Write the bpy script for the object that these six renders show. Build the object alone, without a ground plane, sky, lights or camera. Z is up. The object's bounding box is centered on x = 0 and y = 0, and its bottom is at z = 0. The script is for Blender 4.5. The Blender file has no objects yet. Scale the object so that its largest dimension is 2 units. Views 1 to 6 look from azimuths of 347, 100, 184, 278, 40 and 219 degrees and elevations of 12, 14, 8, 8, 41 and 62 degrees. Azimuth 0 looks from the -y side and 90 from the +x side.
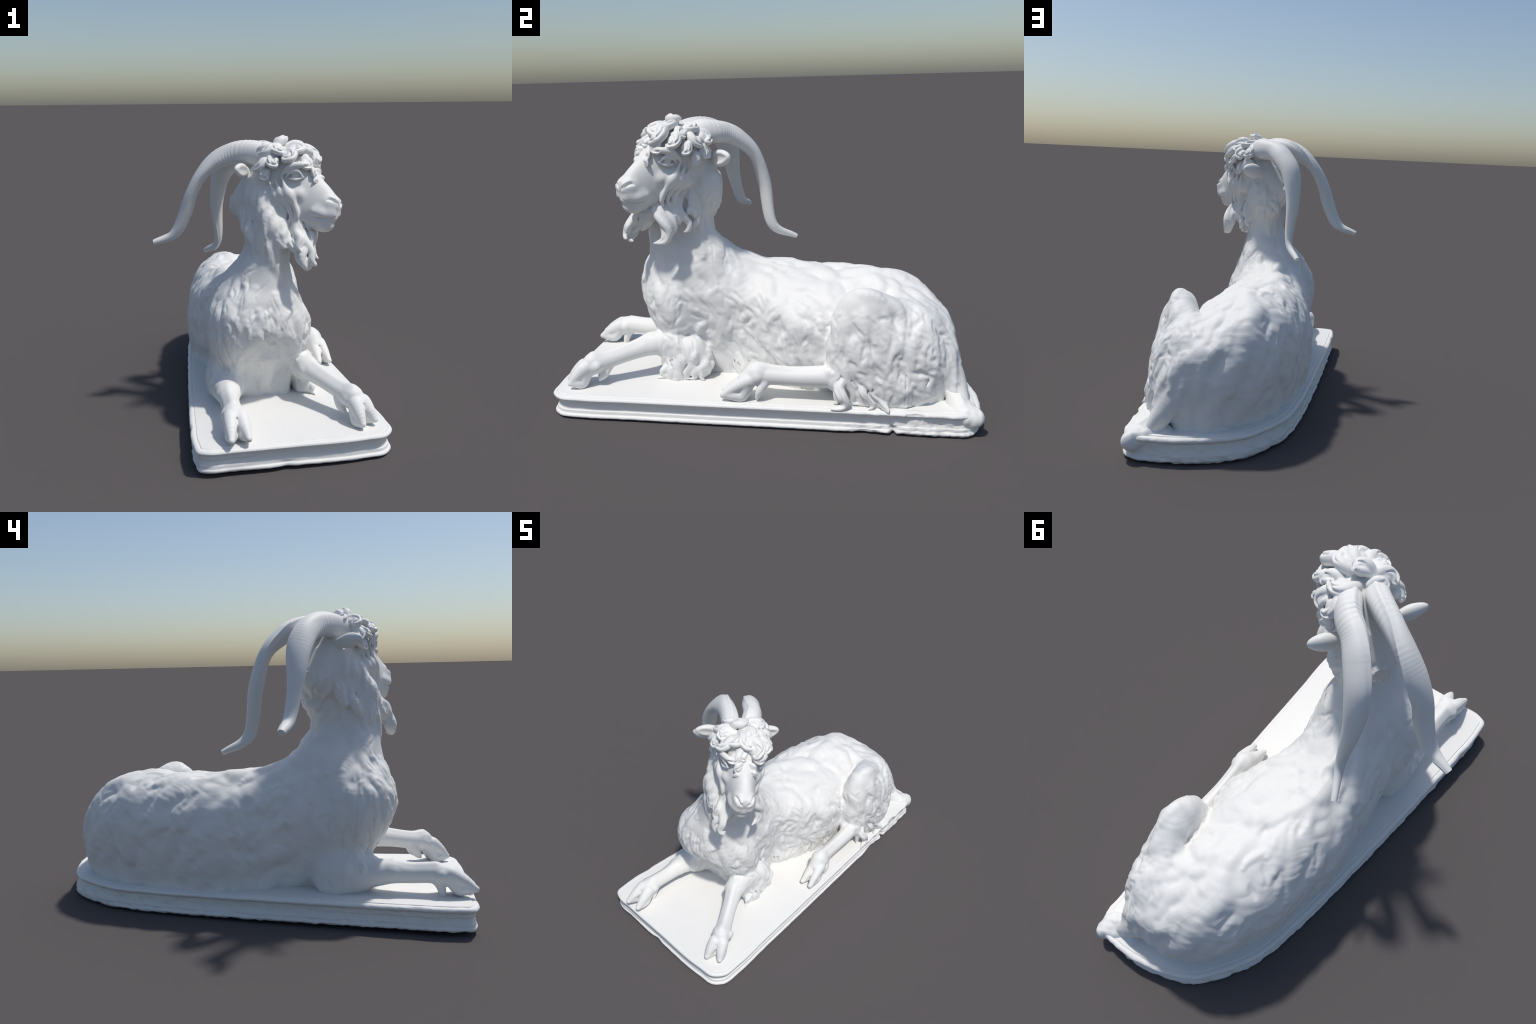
"""Reclining long-haired goat on a moulded plinth, white plaster cast.

The animal is modelled as one smooth-blended distance field: stations of a loft for the
trunk, neck and head, tapered tubes for limbs, locks and curls, soft carving for the eye
sockets, nostrils and cloven hoofs.  The field is meshed once (surface nets), then
separated by body region.  Horns, plinth and the broken corner are lofted on their own."""
import bpy, math
import numpy as np

STEP = 0.0040                      # mesh cell of the animal, metres
rng = np.random.default_rng(7)
V = lambda *a: np.array(a, float)

# ------------------------------------------------------------------ small maths
def unit(v):
    v = np.asarray(v, float)
    return v / (np.linalg.norm(v, axis=-1, keepdims=True) + 1e-12)

def spline(C, m=8):
    """Catmull-Rom through the rows of C (positions, radii, anything)."""
    C = np.asarray(C, float)
    if len(C) == 2:
        t = np.linspace(0, 1, 4)[:, None]
        return C[0] * (1 - t) + C[1] * t
    P = np.vstack([2 * C[0] - C[1], C, 2 * C[-1] - C[-2]])
    t = np.linspace(0, 1, m, endpoint=False)[:, None]
    out = []
    for i in range(len(C) - 1):
        a, b, c, d = P[i:i + 4]
        out.append(.5 * (2 * b + (c - a) * t + (2 * a - 5 * b + 4 * c - d) * t**2 + (3 * b - a - 3 * c + d) * t**3))
    return np.vstack(out + [C[-1:]])

def smooth_interp(x, xs, Y):
    """Monotone-ish cubic interpolation of station values Y (n, k) at x."""
    xs = np.asarray(xs, float); Y = np.asarray(Y, float)
    d = np.diff(xs)[:, None]; s = np.diff(Y, axis=0) / d
    m = np.zeros_like(Y); m[1:-1] = (s[:-1] + s[1:]) / 2; m[0] = s[0]; m[-1] = s[-1]
    i = np.clip(np.searchsorted(xs, x) - 1, 0, len(xs) - 2)
    h = (xs[i + 1] - xs[i])[..., None]; t = np.clip((x - xs[i])[..., None] / h, 0, 1)
    return ((2*t**3 - 3*t**2 + 1) * Y[i] + (t**3 - 2*t**2 + t) * h * m[i]
            + (3*t**2 - 2*t**3) * Y[i + 1] + (t**3 - t**2) * h * m[i + 1])

_waves = rng.normal(size=(48, 3)); _waves /= np.linalg.norm(_waves, axis=1)[:, None]
_phase = rng.uniform(0, 6.283, 48)
def wavy(P, scale, first=0, n=8):
    """Cheap smooth noise, about -1..1: a sum of plane waves of wavelength ~scale."""
    P = np.asarray(P)
    out = 0
    for i in range(n):
        k = (first + i) % 48
        out = out + np.sin(P @ (_waves[k] * (6.283 / scale * (.7 + .09 * i))) + _phase[k])
    return out / n * 1.6

# ------------------------------------------------------------------ distance field
class Field:
    def __init__(s, lo, hi, step):
        s.lo = V(*lo); s.h = step
        s.n = np.ceil((V(*hi) - s.lo) / step).astype(int) + 1
        s.G = np.full(s.n, .06, np.float32)       # blended distance
        s.R = np.full(s.n, .06, np.float32)       # nearest single primitive (for the part labels)
        s.L = np.zeros(s.n, np.uint8)
        s.parts = ['']
    def box(s, lo, hi):
        a = np.clip(np.floor((np.asarray(lo) - s.lo) / s.h).astype(int), 0, s.n - 1)
        b = np.clip(np.ceil((np.asarray(hi) - s.lo) / s.h).astype(int) + 1, 1, s.n)
        if np.any(b - a < 2): return None, None
        sl = tuple(slice(i, j) for i, j in zip(a, b))
        ax = [(s.lo[k] + s.h * np.arange(a[k], b[k])).astype(np.float32) for k in range(3)]
        return sl, ax
    def mix(s, sl, d, k, part, carve=False):
        g = s.G[sl]; d = d.astype(np.float32)
        if carve:
            h = np.maximum(k - np.abs(g + d), 0) / k
            s.G[sl] = np.maximum(g, -d) + h * h * k * .25
            return
        h = np.maximum(k - np.abs(g - d), 0) / k
        s.G[sl] = np.minimum(g, d) - h * h * k * .25
        if part:
            if part not in s.parts: s.parts.append(part)
            m = d < s.R[sl]
            s.R[sl] = np.where(m, d, s.R[sl]); s.L[sl] = np.where(m, s.parts.index(part), s.L[sl])
    def points(s, ax):
        X = np.empty((len(ax[0]), len(ax[1]), len(ax[2]), 3), np.float32)
        X[..., 0] = ax[0][:, None, None]; X[..., 1] = ax[1][None, :, None]; X[..., 2] = ax[2][None, None, :]
        return X
    def ellipsoid(s, c, r, part='', k=.02, axes=None, carve=False):
        c = V(*c); r = V(*r); A = np.eye(3) if axes is None else np.asarray(axes)
        e = np.sqrt(((A.T * r) ** 2).sum(1)) + k + .01
        sl, ax = s.box(c - e, c + e)
        if sl is None: return
        q = (s.points(ax) - c) @ A.T.astype(np.float32)
        k1 = np.sqrt(((q / r) ** 2).sum(-1)); k2 = np.sqrt(((q / r**2) ** 2).sum(-1)) + 1e-6
        s.mix(sl, k1 * (k1 - 1) / k2, k, part, carve)
    def implicit(s, fn, lo, hi, part='', k=.03, carve=False, limit=.06):
        """fn(P) -> value that is 1 on the surface; divided by its gradient to become a distance."""
        sl, ax = s.box(lo, hi)
        v = fn(s.points(ax)).astype(np.float32)
        g = np.gradient(v, s.h); m = np.sqrt(g[0]**2 + g[1]**2 + g[2]**2) + .5
        s.mix(sl, np.clip((v - 1) / m, -.2, .2), k, part, carve)
    def tube(s, pts, rad, part='', k=.015, wide=None, flat=1., carve=False, m=6):
        """Tapered tube; rad per point. wide: direction per point in which the section is widest (factor 1),
        flat: factor of the other direction."""
        pts = np.asarray(pts, float); rad = np.asarray(rad, float).reshape(-1, 1)
        S = spline(np.hstack([pts, rad]), m); P, r = S[:, :3], np.maximum(S[:, 3], .0008)
        W = None
        if wide is not None:
            W = unit(spline(np.broadcast_to(np.asarray(wide, float), pts.shape), m))
        e = r.max() + k + .006
        sl, ax = s.box(P.min(0) - e, P.max(0) + e)
        if sl is None: return
        X = s.points(ax); best = np.full(X.shape[:3], 1., np.float32)
        for i in range(len(P) - 1):
            a, b = P[i], P[i + 1]; ab = b - a; L2 = ab @ ab + 1e-12
            q = X - a.astype(np.float32)
            t = np.clip((q @ ab.astype(np.float32)) / L2, 0, 1)
            q = q - t[..., None] * ab.astype(np.float32)
            rr = r[i] * (1 - t) + r[i + 1] * t
            if W is None:
                d = np.sqrt((q * q).sum(-1)) - rr
            else:
                tv = unit(ab); w = W[i] - tv * (W[i] @ tv); w = unit(w)
                n = np.cross(tv, w)
                qw = q @ w.astype(np.float32); qn = (q @ n.astype(np.float32)) / flat; qt = q @ tv.astype(np.float32)
                k1 = np.sqrt(qw * qw + qn * qn + qt * qt); k2 = np.sqrt(qw * qw + (qn / flat) ** 2 + qt * qt) + 1e-6
                d = (k1 - rr) * k1 / k2
            np.minimum(best, d, out=best)
        s.mix(sl, best, k, part, carve)
    # sampling
    def sample(s, P, G=None):
        G = s.G if G is None else G
        q = np.clip((np.asarray(P) - s.lo) / s.h, 0, s.n - 1.001); i = q.astype(int); f = q - i
        out = 0
        for c in range(8):
            o = [(c >> a) & 1 for a in range(3)]
            w = np.prod([f[:, a] if o[a] else 1 - f[:, a] for a in range(3)], axis=0)
            out = out + w * G[i[:, 0] + o[0], i[:, 1] + o[1], i[:, 2] + o[2]]
        return out
    def grad(s, P, e=None):
        e = e or s.h * 1.5; g = np.empty_like(P)
        for a in range(3):
            o = np.zeros(3); o[a] = e
            g[:, a] = s.sample(P + o) - s.sample(P - o)
        return unit(g)
    def mesh(s):
        G = s.G; I = (G < 0)
        cnt = np.zeros(s.n - 1, np.uint8)
        for c in range(8):
            o = [(c >> a) & 1 for a in range(3)]
            cnt += I[o[0]:o[0] + s.n[0] - 1, o[1]:o[1] + s.n[1] - 1, o[2]:o[2] + s.n[2] - 1]
        act = np.argwhere((cnt > 0) & (cnt < 8)); del cnt
        idx = np.full(s.n - 1, -1, np.int32); idx[tuple(act.T)] = np.arange(len(act))
        corner = np.array([[(c >> a) & 1 for a in range(3)] for c in range(8)])
        val = np.stack([G[tuple((act + c).T)] for c in corner], 1)
        acc = np.zeros((len(act), 3)); num = np.zeros(len(act))
        for i in range(8):
            for a in range(3):
                j = i | (1 << a)
                if j == i: continue
                x = (val[:, i] < 0) != (val[:, j] < 0)
                t = np.where(x, val[:, i] / np.where(x, val[:, i] - val[:, j], 1), 0)
                p = corner[i] + t[:, None] * (corner[j] - corner[i])
                acc += np.where(x[:, None], p, 0); num += x
        P = s.lo + s.h * (act + acc / num[:, None])
        quads = []
        for a in range(3):
            b, c = (a + 1) % 3, (a + 2) % 3
            sh = [slice(None)] * 3; sh2 = [slice(None)] * 3; sh[a] = slice(0, -1); sh2[a] = slice(1, None)
            E = np.argwhere(I[tuple(sh)] != I[tuple(sh2)])
            ok = (E[:, b] > 0) & (E[:, c] > 0) & (E[:, b] < s.n[b] - 1) & (E[:, c] < s.n[c] - 1)
            E = E[ok]; inside = I[tuple(E.T)]
            def cell(db, dc):
                Q = E.copy(); Q[:, b] -= db; Q[:, c] -= dc
                return idx[tuple(Q.T)]
            q = np.stack([cell(1, 1), cell(0, 1), cell(0, 0), cell(1, 0)], 1)
            q[~inside] = q[~inside][:, ::-1]
            quads.append(q)
        Q = np.vstack(quads); Q = Q[(Q >= 0).all(1)]
        for _ in range(2):      # settle on the exact surface
            d = s.sample(P); P = P - np.clip(d, -.3 * s.h, .3 * s.h)[:, None] * s.grad(P, s.h)
        near = np.clip(np.rint((P - s.lo) / s.h).astype(int), 0, s.n - 1)
        return P, Q, s.L[tuple(near.T)]

# ------------------------------------------------------------------ materials
def plaster(name, tint=(.778, .774, .750), rough=.55, bump=.06, scale=140.):
    m = bpy.data.materials.new(name); m.use_nodes = True
    nt = m.node_tree; b = nt.nodes['Principled BSDF']
    tc = nt.nodes.new('ShaderNodeTexCoord')
    n1 = nt.nodes.new('ShaderNodeTexNoise'); n1.inputs['Scale'].default_value = 7; n1.inputs['Detail'].default_value = 4
    n2 = nt.nodes.new('ShaderNodeTexNoise'); n2.inputs['Scale'].default_value = scale; n2.inputs['Detail'].default_value = 3
    for n in (n1, n2): nt.links.new(tc.outputs['Object'], n.inputs['Vector'])
    r = nt.nodes.new('ShaderNodeValToRGB')
    r.color_ramp.elements[0].position = .3; r.color_ramp.elements[1].position = .7
    r.color_ramp.elements[0].color = (*[c * .985 for c in tint], 1); r.color_ramp.elements[1].color = (*tint, 1)
    nt.links.new(n1.outputs['Fac'], r.inputs['Fac']); nt.links.new(r.outputs['Color'], b.inputs['Base Color'])
    b.inputs['Roughness'].default_value = rough; b.inputs['Specular IOR Level'].default_value = .35
    bp = nt.nodes.new('ShaderNodeBump'); bp.inputs['Strength'].default_value = bump; bp.inputs['Distance'].default_value = .002
    nt.links.new(n2.outputs['Fac'], bp.inputs['Height']); nt.links.new(bp.outputs['Normal'], b.inputs['Normal'])
    return m
PLASTER = plaster('white_plaster')
PLINTH_MAT = plaster('plinth_plaster', bump=.08, scale=90.)

def new_object(name, P, F, mat, parent=None, normals=None):
    me = bpy.data.meshes.new(name)
    P = np.asarray(P, np.float32); F = np.asarray(F, np.int32)
    me.vertices.add(len(P)); me.vertices.foreach_set('co', P.ravel())
    k = F.shape[1]
    me.loops.add(F.size); me.loops.foreach_set('vertex_index', F.ravel())
    me.polygons.add(len(F)); me.polygons.foreach_set('loop_start', np.arange(0, F.size, k, dtype=np.int32))
    me.update(calc_edges=True); me.validate()
    me.polygons.foreach_set('use_smooth', np.ones(len(me.polygons), bool))
    if normals is not None: me.normals_split_custom_set_from_vertices(normals.astype(float).tolist())
    me.materials.append(mat); me.update()
    o = bpy.data.objects.new(name, me); bpy.context.scene.collection.objects.link(o)
    if parent is not None: o.parent = parent
    return o

# ================================================================== THE ANIMAL
TOP = .113                          # height of the plinth's top face
A = Field((-.36, -1.03, .100), (.50, .97, 1.40), STEP)

# ---- trunk: stations along y: ridge (x, z), left bulge (x, z, foot x), right bulge (x, z, foot x), fullness left, right
TRUNK = V(
    [-.46, -.01, .63,  .165, .49, .12,  -.215, .47, -.17, 2.1, 2.0],
    [-.40, -.01, .68,  .180, .48, .13,  -.226, .46, -.15, 2.1, 2.0],
    [-.30, -.02, .708,  .178, .47, .13, -.228, .45, -.12, 2.1, 1.9],
    [-.15, -.06, .682,  .162, .44, .140, -.232, .41, -.14, 2.1, 1.8],
    [-.05, -.085, .637, .192, .42, .19, -.244, .37, -.175, 2.05, 1.75],
    [.10, -.09, .623,  .272, .40, .25, -.260, .34, -.225, 2.0, 1.75],
    [.20, -.088, .615,  .310, .39, .278, -.259, .33, -.232, 1.95, 1.8],
    [.28, -.08, .614, .305, .38, .285, -.250, .34, -.222, 1.9, 1.85],
    [.38, -.055, .617, .278, .37, .272,  -.228, .36, -.195, 1.85, 1.92],
    [.50, -.03, .621,  .30, .35, .30,  -.202, .37, -.165, 1.78, 1.92],
    [.62, -.02, .597,  .342, .33, .342,  -.163, .37, -.12, 1.78, 1.82],
    [.72, .01, .551,   .350, .30, .350, -.112, .34, -.055, 1.8, 1.78],
    [.80, .06, .488,    .332, .27, .330, -.050, .30, .035, 1.88, 1.8],
    [.848, .11, .425,    .295, .26, .295,  .01, .28, .09, 2, 1.9],
    [.880, .16, .33,   .24, .23, .24,  .08, .24, .13, 2, 2])
def trunk(P):
    x, y, z = P[..., 0], P[..., 1], P[..., 2]
    st = smooth_interp(P[0, :, 0, 1], TRUNK[:, 0], TRUNK[:, 1:]).astype(np.float32)[None, :, None, :]
    rx, rz, px, pz, pf, nx, nz, nf, ep, en = [st[..., i] for i in range(10)]
    side = x > rx
    bx = np.where(side, px, nx); bz = np.where(side, pz, nz); bf = np.where(side, pf, nf)
    low = np.clip((bz - z) / (bz - TOP), 0, 1.3)
    w = np.abs(bx + (bf - bx) * low**2 - rx) + 1e-4
    u = np.abs(x - rx) / w
    v = np.maximum(z - bz, 0) / (rz - bz)
    p = np.where(side, ep, en)
    val = (u**p + v**p) ** (1 / p)
    cap = 1 + np.maximum(y - TRUNK[-1, 0], TRUNK[0, 0] - y) / .09
    return np.maximum(val, cap)
A.implicit(trunk, (-.36, -.66, TOP - .01), (.47, .96, .82), 'torso', .05)
A.ellipsoid((-.03, -.497, .52), (.195, .155, .147), 'torso', .06)          # breast
A.ellipsoid((-.095, -.50, .51), (.115, .125, .13), 'torso', .06)
A.ellipsoid((.105, -.438, .445), (.118, .135, .168), 'torso', .06)         # left shoulder
A.ellipsoid((-.14, -.455, .46), (.105, .145, .20), 'torso', .06)          # right shoulder
A.ellipsoid((-.182, -.435, .20), (.082, .14, .11), 'torso', .05)
A.ellipsoid((-.02, -.34, .22), (.15, .09, .15), 'torso', .05)
A.tube([V(-.01, -.48, .37), V(0, -.43, .25), V(.005, -.40, .15)], [.09, .06, .03], 'torso', .05)   # breast fringe
# ---- haunch and folded hind leg (left)
A.ellipsoid((.332, .468, .43), (.082, .141, .192), 'hindlimb', .026)
A.ellipsoid((.333, .49, .30), (.106, .185, .225), 'hindlimb', .014)
A.ellipsoid((.265, .67, .29), (.148, .165, .225), 'hindlimb', .05)
A.ellipsoid((.35, .57, .18), (.09, .20, .11), 'hindlimb', .04)
A.tube([V(.310, .52, .535), V(.285, .60, .50), V(.23, .71, .42)], [.052, .060, .07], 'hindlimb', .04)
A.tube([V(.22, .81, .36), V(.28, .858, .25), V(.325, .888, .165), V(.36, .905, .11)], [.050, .048, .040, .034], 'tail', .04)

# ---- neck: stations along z: centre x, y, half widths x, y
NECK = V([.52, -.01, -.42, .14, .15], [.62, -.012, -.410, .178, .210], [.69, -.005, -.392, .158, .212],
         [.76, .010, -.408, .124, .182], [.82, .026, -.426, .103, .161], [.90, .034, -.430, .096, .157],
         [.98, .034, -.415, .092, .173], [1.04, .03, -.395, .092, .155], [1.14, .025, -.385, .09, .105], [1.2, .02, -.38, .08, .07])
def neck(P):
    st = smooth_interp(P[0, 0, :, 2], NECK[:, 0], NECK[:, 1:]).astype(np.float32)[None, None, :, :]
    u = (P[..., 0] - st[..., 0]) / st[..., 2]; v = (P[..., 1] - st[..., 1]) / st[..., 3]
    val = np.sqrt(u * u + v * v)
    return np.maximum(val, 1 + np.maximum(P[..., 2] - 1.18, .54 - P[..., 2]) / .1)
A.ellipsoid((.050, -.282, 1.05), (.050, .046, .09), 'neck', .03)
A.ellipsoid((.0, -.292, .98), (.048, .044, .07), 'neck', .03)          # thick hair of the nape
A.implicit(neck, (-.26, -.70, .50), (.27, -.12, 1.24), 'neck', .05)

# ---- head, in its own frame: f forward to the muzzle, s to the animal's left, u up
HO = V(0, -.33, 1.19)
HF = unit(V(.78, -.626, 0)); HS = unit(V(.626, .78, -.14)); HU = np.cross(HF, HS); HU = HU if HU[2] > 0 else -HU
HM = np.stack([HF, HS, HU])
hd = lambda f, s, u: HO + f * HF + s * HS + u * HU
# stations: f, top, bottom, half width, egg (how much narrower the upper half is)
HEAD = V([-.11, -.10, -.18, .03, 0], [-.07, -.045, -.21, .066, -.1], [-.02, .015, -.23, .088, -.15], [.04, .085, -.235, .101, -.18], [.09, .118, -.24, .104, -.18],
         [.15, .128, -.245, .102, -.16], [.21, .112, -.245, .096, -.1], [.26, .08, -.243, .086, .02], [.305, .03, -.243, .070, .14],
         [.345, -.012, -.246, .061, .22], [.38, -.045, -.240, .057, .24], [.405, -.073, -.210, .050, .2], [.425, -.098, -.186, .038, .1], [.438, -.118, -.165, .020, 0])
def head(P):
    q = (P - HO) @ HM.T.astype(np.float32)
    f, sd, u = q[..., 0], q[..., 1], q[..., 2]
    st = smooth_interp(np.clip(f, -.11, .438), HEAD[:, 0], HEAD[:, 1:]).astype(np.float32)
    c = (st[..., 0] + st[..., 1]) / 2; h = (st[..., 0] - st[..., 1]) / 2
    v = (u - c) / h
    w = st[..., 2] * (1 - st[..., 3] * np.clip(v, -1, 1))
    val = (np.abs(sd / w)**2.3 + np.abs(v)**2.3) ** (1 / 2.3)
    return np.maximum(val, 1 + np.maximum(f - .425, -.12 - f) / .03)
A.implicit(head, HO - .50, HO + .50, 'head', .03)
for sg in (-1, 1):
    A.ellipsoid(hd(.350, sg * .047, -.150), (.024, .016, .020), 'head', .02, HM)        # whisker pad
    A.ellipsoid(hd(.388, sg * .022, -.124), (.047, .028, .036), 'head', .02, HM)         # nose wing
    A.tube([hd(.40, sg * .03, -.165), hd(.37, sg * .050, -.168), hd(.335, sg * .060, -.160)], [.022, .018, .012], 'head', .02)   # upper lip
    A.ellipsoid(hd(.255, sg * .104, -.01), (.040, .022, .034), '', .02, HM, carve=True)  # eye socket
    A.tube([hd(.30, sg * .062, .045), hd(.27, sg * .094, .048), hd(.225, sg * .112, .035), hd(.19, sg * .115, .0)], [.010, .015, .014, .007], 'head', .015)  # brow
    A.ellipsoid(hd(.243, sg * .088, .000), (.021, .020, .0195), 'eye', .003, HM)
    A.ellipsoid(hd(.252, sg * .1075, -.001), (.006, .005, .006), '', .003, HM, carve=True)
    A.tube([hd(.282, sg * .083, -.006), hd(.258, sg * .103, .020), hd(.225, sg * .112, .010), hd(.212, sg * .112, -.008)], [.004, .008, .008, .004], 'head', .006)
    A.tube([hd(.282, sg * .083, -.008), hd(.255, sg * .100, -.020), hd(.225, sg * .109, -.016)], [.004, .006, .005], 'head', .006)
    A.tube([hd(.438, sg * .005, -.142), hd(.432, sg * .020, -.122), hd(.418, sg * .036, -.106), hd(.402, sg * .045, -.100), hd(.392, sg * .048, -.106)], [.003, .006, .0085, .008, .003], '', .005, carve=True)   # nostril
    A.tube([hd(.436, sg * .002, -.180), hd(.420, sg * .034, -.186), hd(.388, sg * .056, -.189), hd(.345, sg * .066, -.182)], [.005, .006, .006, .004], '', .007, carve=True)   # mouth
    for q in range(3):                                                                    # long cheek hair
        a = .03 * q
        A.tube([hd(.19 - a, sg * .118, -.01 - a * .4), hd(.215 - a, sg * .112, -.07 - a * .3), hd(.25 - a, sg * .095, -.13 - a * .3), hd(.265 - a, sg * .085, -.185), hd(.25 - a, sg * .085, -.225)], [.004, .011, .013, .011, .004], 'head', .008)
    A.tube([hd(.26, sg * .080, -.085), hd(.20, sg * .098, -.09), hd(.14, sg * .100, -.11)], [.014, .022, .020], 'head', .04)   # cheek bone
A.tube([hd(.441, 0, -.140), hd(.436, 0, -.178)], [.003, .003], '', .005, carve=True)
A.ellipsoid(hd(.368, 0, -.220), (.042, .046, .030), 'head', .015, HM)                   # lower lip and chin

# ---- ears
for base, tip, lift in ((hd(-.005, .105, -.015), V(.138, -.150, 1.178), V(0, 0, 1)), (hd(.0, -.105, .01), V(-.131, -.504, 1.232), V(0, 0, 1))):
    ax = tip - base; w = unit(np.cross(ax, HF)); mid = base + .55 * ax
    A.tube([base - .15 * ax, base + .15 * ax, base + .42 * ax, base + .68 * ax, base + .86 * ax, base + .96 * ax], V(.022, .031, .038, .031, .019, .003) * (1.06 if tip[0] > 0 else .88), 'ear', .012, wide=w, flat=.72)
    A.tube([base + .15 * ax + HF * .026, mid + HF * .028, base + .86 * ax + HF * .016], [.010, .025, .005], '', .008, wide=w, flat=.62, carve=True)

# ---- limbs
def hoof(side, ankle, heel, tips, r, part):
    """Cloven hoof: each toe is a wedge between its front ridge and its sole."""
    m = np.mean(tips, axis=0); d = unit(m - heel)
    for t in tips:
        off = (t - m) * .62; tb = t - d * .012
        crown = ankle + off + d * .012; back = heel + off * 1.05
        tip = V(tb[0], tb[1], t[2] + .010); sole = V(back[0], back[1], t[2] + .004)
        A.tube([ankle + off * .7, crown, (crown + tip) / 2 + V(0, 0, .002), tip], [r, r * .92, r * .72, .013], 'hoof' + side, .006, m=3)
        A.tube([(ankle + back) / 2 + off * .3, sole + d * .01, (sole + tip) / 2, tip - V(0, 0, .004)], [r * .9, r * .80, r * .74, .012], 'hoof' + side, .008, m=3)
    A.tube([ankle + d * .035 + V(0, 0, .012), (ankle + m) / 2 + d * .03 + V(0, 0, .018), m + d * .035 + V(0, 0, .0)], [.004, .008, .012], '', .006, wide=V(0, 0, 1), flat=.55, carve=True)
    A.tube([heel + d * .035 - V(0, 0, .02), m + d * .02 + V(0, 0, .0)], [.006, .014], '', .006, wide=V(0, 0, 1), flat=.55, carve=True)

# left foreleg, stretched over the plinth
LA = [V(.19, -.36, .25), V(.19, -.47, .27), V(.20, -.555, .272), V(.245, -.645, .252), V(.30, -.745, .228), V(.332, -.805, .215), V(.352, -.845, .195)]
A.tube(LA, [.070, .062, .053, .042, .041, .048, .041], 'forelimb', .025)
A.ellipsoid((.195, -.55, .295), (.044, .05, .036), 'forelimb', .03)
A.ellipsoid((.335, -.815, .240), (.038, .035, .028), 'forelimb', .02)
A.tube([V(.205, -.57, .318), V(.25, -.65, .288), V(.305, -.75, .262), V(.335, -.81, .262)], [.012, .012, .012, .014], 'forelimb', .02)   # shin ridge
for sg in (-1, 1):
    A.ellipsoid(V(.335, -.80, .215) + sg * V(.036, .018, 0), (.018, .022, .022), 'forelimb', .015)
    A.ellipsoid(V(.20, -.56, .275) + sg * V(.036, .018, 0), (.018, .026, .026), 'forelimb', .015)
for sg in (-1, 1): A.tube([V(.300, -.755, .195) + sg * V(.016, .008, 0), V(.312, -.772, .165) + sg * V(.022, .01, 0), V(.328, -.79, .142) + sg * V(.022, .01, 0)], [.022, .020, .008], 'forelimb', .012)
hoof('', V(.350, -.845, .205), V(.352, -.858, .150), [V(.343, -.945, .132), V(.412, -.914, .134)], .036, 'forelimb')
# forearm hair hanging to the plinth behind the left elbow
A.ellipsoid((.205, -.385, .19), (.05, .125, .085), 'forelimb', .035)
A.ellipsoid((.225, -.44, .14), (.040, .055, .05), 'forelimb', .03)
# right foreleg
RA = [V(-.20, -.47, .20), V(-.205, -.56, .208), V(-.207, -.635, .214), V(-.213, -.72, .210), V(-.219, -.80, .214), V(-.222, -.85, .210), V(-.222, -.88, .205)]
A.tube(RA, [.072, .062, .052, .043, .043, .049, .041], 'forelimb_', .025)
A.ellipsoid((-.205, -.635, .232), (.043, .045, .032), 'forelimb_', .02)
A.tube([V(-.205, -.64, .256), V(-.213, -.72, .246), V(-.22, -.82, .252)], [.012, .011, .013], 'forelimb_', .02)
for sg in (-1, 1):
    A.ellipsoid((-.221 + sg * .038, -.845, .212), (.018, .022, .022), 'forelimb_', .015)
    A.ellipsoid((-.206 + sg * .038, -.64, .215), (.018, .026, .024), 'forelimb_', .015)
for sg in (-1, 1): A.tube([V(-.22 + sg * .016, -.83, .185), V(-.22 + sg * .022, -.845, .15), V(-.22 + sg * .022, -.852, .115)], [.022, .018, .014], 'forelimb_', .012)
hoof('_', V(-.22, -.875, .215), V(-.22, -.905, .160), [V(-.183, -.992, .150), V(-.259, -.998, .152)], .036, 'forelimb_')
# folded hind leg
HL = [V(.375, .38, .225), V(.388, .27, .222), V(.390, .15, .218), V(.392, .04, .222), V(.396, -.01, .224), V(.404, -.05, .200)]
A.tube(HL, [.055, .046, .041, .043, .048, .040], 'hindlimb', .022)
A.ellipsoid((.396, -.005, .248), (.036, .04, .028), 'hindlimb', .02)
A.tube([V(.388, .30, .262), V(.391, .15, .256), V(.395, .0, .27)], [.011, .010, .013], 'hindlimb', .02)
for sg in (-1, 1): A.ellipsoid((.395 + sg * .037, .0, .222), (.017, .022, .022), 'hindlimb', .015)
for sg in (-1, 1): A.tube([V(.405 + sg * .016, .03, .19), V(.41 + sg * .024, .012, .16), V(.412 + sg * .024, .0, .13)], [.022, .018, .009], 'hindlimb', .012)
hoof('__', V(.410, -.035, .205), V(.412, -.06, .150), [V(.390, -.168, .132), V(.448, -.166, .132)], .034, 'hindlimb')

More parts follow.
